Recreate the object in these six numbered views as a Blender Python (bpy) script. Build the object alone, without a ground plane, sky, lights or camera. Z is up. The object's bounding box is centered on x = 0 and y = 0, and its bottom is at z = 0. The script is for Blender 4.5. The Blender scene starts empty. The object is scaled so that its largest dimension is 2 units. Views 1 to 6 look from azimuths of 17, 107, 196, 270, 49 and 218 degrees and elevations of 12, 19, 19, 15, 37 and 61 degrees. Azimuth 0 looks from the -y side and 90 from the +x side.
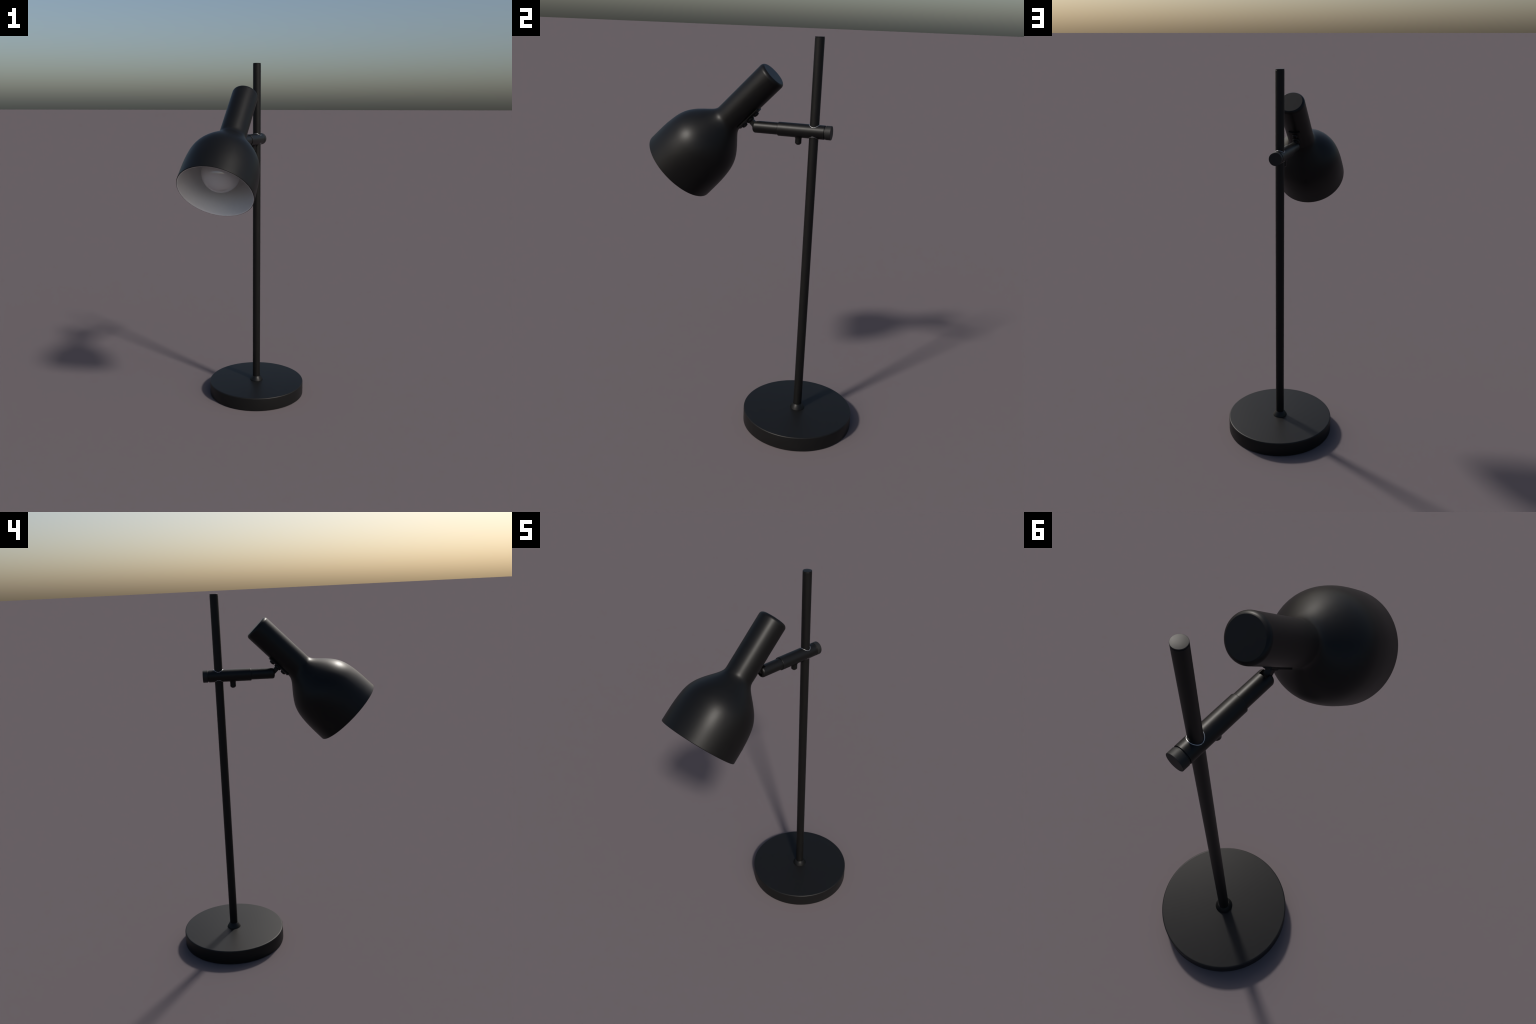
"""A matt black adjustable desk lamp: round foot, slim pole, sliding clamp arm
with a hinge, and a bell shaped shade with a white inside and an opal bulb."""
import math
import bpy
import bmesh
from mathutils import Matrix, Vector

PI = math.pi

# ----------------------------------------------------------------- dimensions
POLE_Y = 0.2695            # pole and foot stand behind the middle of the box
POLE_R = 0.0225
TOP_Z = 2.0
FOOT_R, FOOT_H = 0.2912, 0.0786
ARM_Z = 1.5726             # height of the horizontal arm
SLEEVE_R, ROD_R = 0.0333, 0.0290
# shade: the axis starts at the closed end of the neck and runs to the rim
HEAD_ORIGIN = Vector((0.0009, 0.0553, 1.8204))
HEAD_AXIS = Vector((-0.0014, -0.7066, -0.7076)).normalized()
RIM_S = 0.6755
SHELL = 0.0068             # wall thickness of the shade


# ------------------------------------------------------------------ materials
def material(name, color, rough, metallic=0.0, specular=0.5, coat=0.0,
             vary=0.04, scale=60.0, bump=0.0, tint=0.06):
    """Principled surface whose colour and gloss are very slightly uneven."""
    m = bpy.data.materials.new(name)
    m.use_nodes = True
    nt = m.node_tree
    n, l = nt.nodes, nt.links
    p = n["Principled BSDF"]
    p.inputs["Metallic"].default_value = metallic
    p.inputs["Specular IOR Level"].default_value = specular
    p.inputs["Coat Weight"].default_value = coat
    p.inputs["Coat Roughness"].default_value = 0.1
    tc = n.new("ShaderNodeTexCoord")
    noise = n.new("ShaderNodeTexNoise")
    noise.inputs["Scale"].default_value = scale
    noise.inputs["Detail"].default_value = 3.0
    l.new(tc.outputs["Object"], noise.inputs["Vector"])
    ramp = n.new("ShaderNodeValToRGB")
    ramp.color_ramp.elements[0].position = 0.3
    ramp.color_ramp.elements[1].position = 0.7
    ramp.color_ramp.elements[0].color = [c * (1 - tint) for c in color] + [1]
    ramp.color_ramp.elements[1].color = [c * (1 + tint) for c in color] + [1]
    l.new(noise.outputs["Fac"], ramp.inputs["Fac"])
    l.new(ramp.outputs["Color"], p.inputs["Base Color"])
    mr = n.new("ShaderNodeMapRange")
    mr.inputs["To Min"].default_value = max(rough - vary / 2, 0.02)
    mr.inputs["To Max"].default_value = rough + vary / 2
    l.new(noise.outputs["Fac"], mr.inputs["Value"])
    l.new(mr.outputs["Result"], p.inputs["Roughness"])
    if bump:
        fine = n.new("ShaderNodeTexNoise")
        fine.inputs["Scale"].default_value = 900.0
        l.new(tc.outputs["Object"], fine.inputs["Vector"])
        b = n.new("ShaderNodeBump")
        b.inputs["Strength"].default_value = bump
        b.inputs["Distance"].default_value = 0.001
        l.new(fine.outputs["Fac"], b.inputs["Height"])
        l.new(b.outputs["Normal"], p.inputs["Normal"])
    return m


BLACK = material("black_powder_coat", (0.0045, 0.0045, 0.0045), 0.42, specular=0.23)
FOOT_BLACK = material("black_foot_coat", (0.0068, 0.0068, 0.0068), 0.46, specular=0.24)
POLE_BLACK = material("black_pole_coat", (0.0040, 0.0039, 0.0037), 0.50, specular=0.28)
ARM_BLACK = material("black_arm_coat", (0.0040, 0.0040, 0.0040), 0.43, specular=0.26)
KNOB_GREY = material("dark_grey_knob", (0.012, 0.012, 0.012), 0.55, specular=0.28)
PLUG = material("pole_plug", (0.006, 0.006, 0.006), 0.47, specular=0.28)
DARK = material("black_hardware", (0.003, 0.003, 0.003), 0.5, specular=0.3)
BUSHING = material("bright_steel", (0.66, 0.66, 0.67), 0.42, metallic=1.0, vary=0.0, tint=0.01)
WHITE = material("white_enamel", (0.80, 0.80, 0.80), 0.45, vary=0.0, tint=0.01)
OPAL = material("opal_glass", (0.60, 0.595, 0.60), 0.05, vary=0.0, tint=0.0)
OPAL.node_tree.nodes["Principled BSDF"].inputs["IOR"].default_value = 2.1
BRASS = material("nickel_bulb_base", (0.55, 0.54, 0.52), 0.3, metallic=1.0)


# -------------------------------------------------------------------- helpers
def finish(name, bm, mat, parent, matrix=None, sharp=32.0):
    bmesh.ops.recalc_face_normals(bm, faces=bm.faces[:])
    me = bpy.data.meshes.new(name)
    bm.to_mesh(me)
    bm.free()
    for p in me.polygons:
        p.use_smooth = True
    if sharp:
        me.set_sharp_from_angle(angle=math.radians(sharp))
    me.materials.append(mat)
    ob = bpy.data.objects.new(name, me)
    bpy.context.collection.objects.link(ob)
    ob.parent = parent
    if parent is not None:
        ob.matrix_parent_inverse = world(parent).inverted()
    ob.matrix_basis = matrix or Matrix.Identity(4)
    WORLD[ob.name] = ob.matrix_basis.copy()
    return ob


WORLD = {}


def world(ob):
    return WORLD[ob.name]


def revolve(profile, segs=96, closed=False):
    """Surface of revolution about local z from (radius, z) pairs."""
    bm = bmesh.new()
    rings = []
    for r, z in profile:
        if r < 1e-6:
            rings.append([bm.verts.new((0, 0, z))])
        else:
            rings.append([bm.verts.new((r * math.cos(2 * PI * k / segs),
                                        r * math.sin(2 * PI * k / segs), z))
                          for k in range(segs)])
    pairs = list(zip(rings, rings[1:]))
    if closed:
        pairs.append((rings[-1], rings[0]))
    for a, b in pairs:
        for k in range(segs):
            k2 = (k + 1) % segs
            if len(a) == 1:
                bm.faces.new((a[0], b[k], b[k2]))
            elif len(b) == 1:
                bm.faces.new((a[k], a[k2], b[0]))
            else:
                bm.faces.new((a[k], a[k2], b[k2], b[k]))
    return bm


def arc(cr, cz, rad, a0, a1, n=8):
    """Points (radius, z) on a round edge, angles in degrees."""
    out = []
    for i in range(n + 1):
        a = math.radians(a0 + (a1 - a0) * i / n)
        out.append((cr + rad * math.cos(a), cz + rad * math.sin(a)))
    return out


def along(origin, direction, up=Vector((0, 0, 1))):
    """Matrix taking local z to a direction."""
    z = Vector(direction).normalized()
    x = Vector(up).cross(z)
    if x.length < 1e-4:
        x = Vector((1, 0, 0))
    x.normalize()
    y = z.cross(x)
    m = Matrix((x, y, z)).transposed().to_4x4()
    m.translation = origin
    return m


def spline(xs, ys):
    """Natural cubic spline through a profile's control points."""
    n = len(xs)
    h = [xs[i + 1] - xs[i] for i in range(n - 1)]
    c, d = [0.0] * n, [0.0] * n
    for i in range(1, n - 1):
        rhs = 6 * ((ys[i + 1] - ys[i]) / h[i] - (ys[i] - ys[i - 1]) / h[i - 1])
        w = 2 * (h[i - 1] + h[i]) - h[i - 1] * c[i - 1]
        c[i] = h[i] / w
        d[i] = (rhs - h[i - 1] * d[i - 1]) / w
    m = [0.0] * n
    for i in range(n - 2, 0, -1):
        m[i] = d[i] - c[i] * m[i + 1]

    def f(x):
        i = max(0, min(n - 2, sum(1 for q in xs[1:-1] if q <= x)))
        t, u = xs[i + 1] - x, x - xs[i]
        return (m[i] * t ** 3 + m[i + 1] * u ** 3) / (6 * h[i]) \
            + (ys[i] / h[i] - m[i] * h[i] / 6) * t \
            + (ys[i + 1] / h[i] - m[i + 1] * h[i] / 6) * u
    return f


# ----------------------------------------------------------------- whole lamp
lamp = bpy.data.objects.new("desk_lamp", None)
bpy.context.collection.objects.link(lamp)
lamp.location = (0, POLE_Y, 0)
WORLD[lamp.name] = Matrix.Translation((0, POLE_Y, 0))
lamp["label"] = "matt black desk lamp with bell shade on a slim pole"
lamp["category"] = "desk lamp"
STAND = Matrix.Translation((0.0004, POLE_Y, 0))

# --- foot: heavy disc with a softly rounded upper edge
e = 0.0062
foot = revolve([(0, 0)] + arc(FOOT_R - 0.003, 0.003, 0.003, -90, 0, 4)
               + [(FOOT_R, FOOT_H - e)]
               + arc(FOOT_R - e, FOOT_H - e, e, 10, 80, 7)
               + [(FOOT_R - e, FOOT_H), (0, FOOT_H)], 192)
foot = finish("base", foot, FOOT_BLACK, lamp, STAND, 25)

# --- collar: truncated cone that holds the pole
collar = revolve([(0.0375, FOOT_H - 0.003), (0.0391, FOOT_H + 0.0012),
                  (0.0388, FOOT_H + 0.0025), (0.0252, 0.1050), (0.0245, 0.1057),
                  (0.0215, 0.1057)], 96)
finish("collar", collar, ARM_BLACK, lamp, STAND, 30)

# --- pole and its end plug
pole = revolve([(0, FOOT_H + 0.004), (POLE_R, FOOT_H + 0.004), (POLE_R, 1.9938),
                (POLE_R - 0.0006, 1.9944), (0, 1.9944)], 96)
finish("pole", pole, POLE_BLACK, lamp, STAND, 30)
plug = revolve([(0, 1.990), (POLE_R - 0.0016, 1.990), (POLE_R - 0.0016, 1.9962),
                (POLE_R - 0.0003, 1.9965)] + arc(POLE_R - 0.0012, 1.9988, 0.0012, 0, 90, 4)
               + [(0, TOP_Z)], 96)
finish("pole_plug", plug, PLUG, lamp, STAND, 15)

# --- sleeve of the arm, sliding on the pole; local z runs backwards (+y)
ARM = along(Vector((0.0006, 0, ARM_Z)), (0, 1, 0))
sl0, sl1 = 0.0938, 0.3221
c = 0.0022
sleeve = revolve([(ROD_R - 0.001, sl0), (SLEEVE_R - c, sl0)]
                 + arc(SLEEVE_R - c, sl0 + c, c, -80, -10, 5)
                 + [(SLEEVE_R, sl0 + c), (SLEEVE_R, sl1 - 0.0006),
                    (SLEEVE_R - 0.0006, sl1), (0.026, sl1)], 128)
sleeve = finish("arm_sleeve", sleeve, ARM_BLACK, lamp, ARM, 30)

# knob closing the rear end, behind a dark groove
knob = revolve([(0, 0.318), (0.0295, 0.318), (0.0295, 0.3279), (SLEEVE_R - 0.0006, 0.3279),
                (SLEEVE_R, 0.3285), (SLEEVE_R, 0.3529), (SLEEVE_R - 0.0007, 0.3538),
                (0, 0.3538)], 128)
finish("end_knob", knob, KNOB_GREY, sleeve, ARM, 30)

# locking pin under the sleeve
PIN = along(Vector((0.0004, 0.1946, ARM_Z)), (0, 0, -1))
pr, pb = 0.0154, ARM_Z - 1.5055
pin = revolve([(pr + 0.006, SLEEVE_R - 0.006), (pr + 0.003, SLEEVE_R - 0.0015),
               (pr + 0.0008, SLEEVE_R + 0.002), (pr, SLEEVE_R + 0.005),
               (pr, pb - 0.0075), (pr - 0.001, pb - 0.0060), (pr - 0.0062, pb - 0.0010),
               (pr - 0.0078, pb), (0, pb)], 64)
finish("locking_pin", pin, ARM_BLACK, sleeve, PIN, 30)


# bright bevelled edge of the hole the pole passes through, above and below
def hole_edge(side):
    bm = bmesh.new()
    mid, wide, tall = POLE_R + 0.0024, 0.0012, 0.0010
    sink = 0.0 if side > 0 else -0.0008
    n, m = 48, 10

    def lift(r, a):
        return math.sqrt(SLEEVE_R ** 2 - (r * math.cos(a)) ** 2)
    for half in (0, 1):
        a0 = half * PI + math.radians(2.0)
        a1 = (half + 1) * PI - math.radians(2.0)
        loops = []
        for i in range(n + 1):
            a = a0 + (a1 - a0) * i / n
            sec = []
            for j in range(m):
                t = 2 * PI * j / m
                r = mid + wide * math.cos(t)
                z = (lift(mid, a) + sink + tall * math.sin(t)) * side
                sec.append(bm.verts.new((r * math.cos(a), r * math.sin(a), z)))
            loops.append(sec)
        for A, B in zip(loops, loops[1:]):
            for j in range(m):
                k = (j + 1) % m
                bm.faces.new((A[j], B[j], B[k], A[k]))
        bm.faces.new(loops[0])
        bm.faces.new(loops[-1][::-1])
    return bm


for side in (1, -1):
    finish("hole_edge", hole_edge(side), BUSHING, sleeve,
           Matrix.Translation((0.0006, POLE_Y, ARM_Z)), 60)

# --- thin rod that turns in the sleeve; its front end is forked for the hinge
ROD = along(Vector((0.0015, 0, ARM_Z + 0.0006)), (0, 1, 0))
front, fr = -0.0328, 0.0125
rod_bm = revolve([(0, front)] + arc(ROD_R - fr, front + fr, fr, -90, 0, 12)
                 + [(ROD_R, 0.12), (0, 0.12)], 128)
rod = finish("arm_rod", rod_bm, ARM_BLACK, lamp, ROD, 30)
slot_bm = bmesh.new()
bmesh.ops.create_cube(slot_bm, size=1.0)
bmesh.ops.scale(slot_bm, vec=(0.0285, 0.0600, 0.080), verts=slot_bm.verts)
bmesh.ops.translate(slot_bm, vec=(0.0, -0.036, ARM_Z + 0.020), verts=slot_bm.verts)
slot_me = bpy.data.meshes.new("slot")
slot_bm.to_mesh(slot_me)
slot_bm.free()
slot = bpy.data.objects.new("slot", slot_me)
bpy.context.collection.objects.link(slot)
slot.location = (0.0008, 0, 0)
cut = rod.modifiers.new("slot", "BOOLEAN")
cut.operation, cut.solver, cut.object = "DIFFERENCE", "EXACT", slot
bpy.context.view_layer.update()
deps = bpy.context.evaluated_depsgraph_get()
cut_me = bpy.data.meshes.new_from_object(rod.evaluated_get(deps))
rod.modifiers.clear()
rod.data = cut_me
cut_me.name = "arm_rod"
for p in cut_me.polygons:
    p.use_smooth = True
cut_me.set_sharp_from_angle(angle=math.radians(30))
bpy.data.objects.remove(slot)

# ------------------------------------------------------------------ the head
# local z: along the shade axis; local y: away from the shade, towards the arm
zax = HEAD_AXIS
xax = Vector((-1, 0, 0))
yax = zax.cross(xax).normalized()
xax = yax.cross(zax)
HEAD = Matrix((xax, yax, zax)).transposed().to_4x4()
HEAD.translation = HEAD_ORIGIN

outline = spline(
    [0.200, 0.280, 0.300, 0.312, 0.324, 0.336, 0.352, 0.372, 0.400, 0.430, 0.460,
     0.490, 0.520, 0.560, 0.610, RIM_S],
    [0.0715, 0.0715, 0.0716, 0.0728, 0.0772, 0.0847, 0.0976, 0.1154, 0.1394, 0.1611,
     0.1764, 0.1858, 0.1912, 0.1956, 0.1980, 0.1992])
NECK_R = 0.0715
cap_f = 0.0190
CAP_S = -0.0046            # flat end of the neck
lip = SHELL / 2
steps = [0.27 + (RIM_S - lip - 0.27) * i / 90 for i in range(91)]
rim_r = outline(RIM_S) - lip
cap_a = 66.0               # the round edge stops short of the flat disc
cz = CAP_S + cap_f * math.sin(math.radians(cap_a))
outer = [(0, CAP_S)] + arc(NECK_R - cap_f, cz, cap_f, -cap_a, 0, 14)
outer += [(NECK_R, s) for s in (0.08, 0.16, 0.24)]
outer += [(outline(s), s) for s in steps]
outer += arc(rim_r, RIM_S - lip, lip, 10, 90, 7)
outer += [(rim_r - 0.0006, RIM_S - 0.004)]
shade = finish("lamp_shade", revolve(outer, 192), BLACK, lamp, HEAD, 12)

inner = arc(rim_r, RIM_S - lip, lip, 90, 172, 7)
inner += [(outline(s) - SHELL, s) for s in reversed(steps)]
inner += [(NECK_R - SHELL, 0.2), (NECK_R - SHELL, 0.03), (0, 0.03)]
finish("shade_lining", revolve(inner, 192), WHITE, shade, HEAD, 40)

# --- bulb: opal globe on a short neck, screwed into the holder in the neck
BULB_S, BULB_R = 0.551, 0.1012
globe = []
for i in range(49):
    a = math.radians(90 - 155 * i / 48)
    globe.append((max(BULB_R * math.cos(a), 0), BULB_S + BULB_R * math.sin(a)))
globe += [(0.036, BULB_S - 0.112), (0.032, BULB_S - 0.140), (0.031, BULB_S - 0.200)]
finish("bulb", revolve(globe, 96), OPAL, shade, HEAD, 40)
thread = [(0.030 + 0.0015 * math.sin(2 * PI * i / 6), 0.36 - 0.0015 * i) for i in range(60)]
finish("bulb_screw_base", revolve([(0, 0.362)] + thread + [(0, 0.268)], 64), BRASS,
       shade, HEAD, 40)
finish("bulb_holder", revolve([(0.033, 0.33), (0.040, 0.33), (0.040, 0.10), (0, 0.10)], 64),
       DARK, shade, HEAD, 30)

# --- mounting plate: a shallow saddle hugging the neck
p0, p1 = 0.1605, 0.2935
r_in, r_out = NECK_R - 0.001, 0.0780
half = math.asin(0.0330 / r_out)
bm = bmesh.new()
na = 24
sections = []
for r, z in ((r_in, p0), (r_out - 0.0008, p0), (r_out, p0 + 0.0008), (r_out, p1 - 0.0008),
             (r_out - 0.0008, p1), (r_in, p1)):
    sections.append([bm.verts.new((r * math.sin(-half + 2 * half * k / na),
                                   r * math.cos(-half + 2 * half * k / na), z))
                     for k in range(na + 1)])
for a, b in zip(sections, sections[1:] + sections[:1]):
    for k in range(na):
        bm.faces.new((a[k], a[k + 1], b[k + 1], b[k]))
bm.faces.new([s[0] for s in sections])
bm.faces.new([s[-1] for s in sections])
plate = finish("mounting_plate", bm, DARK, lamp, HEAD, 30)


def head_axis_out(s, n=0.0):
    """Frame on the neck at distance s, local z pointing out of the neck."""
    m = Matrix((xax, -zax, yax)).transposed().to_4x4()
    m.translation = HEAD_ORIGIN + zax * s + yax * n
    return m


# screws with domed heads and a driver recess
hr = 0.0145
head = [(0, 0.0720), (hr, 0.0720), (hr, 0.0815)]
head += [(hr * math.cos(math.radians(a)) ** 0.8, 0.0815 + 0.0056 * math.sin(math.radians(a)))
         for a in (15, 30, 45, 60)]
head += [(0.0050, 0.0870), (0.0046, 0.0848), (0, 0.0846)]
first = None
for s in (0.1880, 0.2672):
    if first is None:
        first = finish("screw", revolve(head, 48), DARK, plate, head_axis_out(s), 35)
    else:
        ob = first.copy()
        bpy.context.collection.objects.link(ob)
        ob.parent = plate
        ob.matrix_parent_inverse = first.matrix_parent_inverse.copy()
        ob.matrix_basis = head_axis_out(s)

# hinge: round flange on the plate and a flat tongue into the fork of the rod
HS = 0.2276
flange = revolve([(0, 0.074), (0.0205, 0.074), (0.0205, 0.0818), (0.0195, 0.0835),
                  (0.0165, 0.0862), (0, 0.0866)], 64)
flange = finish("hinge_flange", flange, DARK, lamp, head_axis_out(HS), 30)
tw, tt, pivot = 0.01275, 0.0100, 0.1215
bm = bmesh.new()
contour = [(-tw, 0.084), (tw, 0.084)]
contour += [(tw * math.cos(math.radians(a)), pivot + tw * math.sin(math.radians(a)))
            for a in range(0, 181, 12)]
ch = 0.0008
layers = []
for x, inset in ((-tt, ch), (-tt + ch, 0), (tt - ch, 0), (tt, ch)):
    k = (tw - inset) / tw
    layers.append([bm.verts.new((x, y * k, z if z <= pivot else pivot + (z - pivot) * k))
                   for y, z in contour])
n = len(contour)
for a, b in zip(layers, layers[1:]):
    for i in range(n):
        j = (i + 1) % n
        bm.faces.new((a[i], a[j], b[j], b[i]))
bm.faces.new(layers[0])
bm.faces.new(layers[-1])
finish("hinge_tongue", bm, DARK, flange, head_axis_out(HS), 30)
# pivot pin across the fork
pin_c = HEAD_ORIGIN + zax * HS + yax * pivot
pv = revolve([(0, -0.0268), (0.006, -0.0268), (0.006, 0.0268), (0, 0.0268)], 32)
finish("hinge_pin", pv, DARK, flange, along(pin_c, (1, 0, 0)), 30)
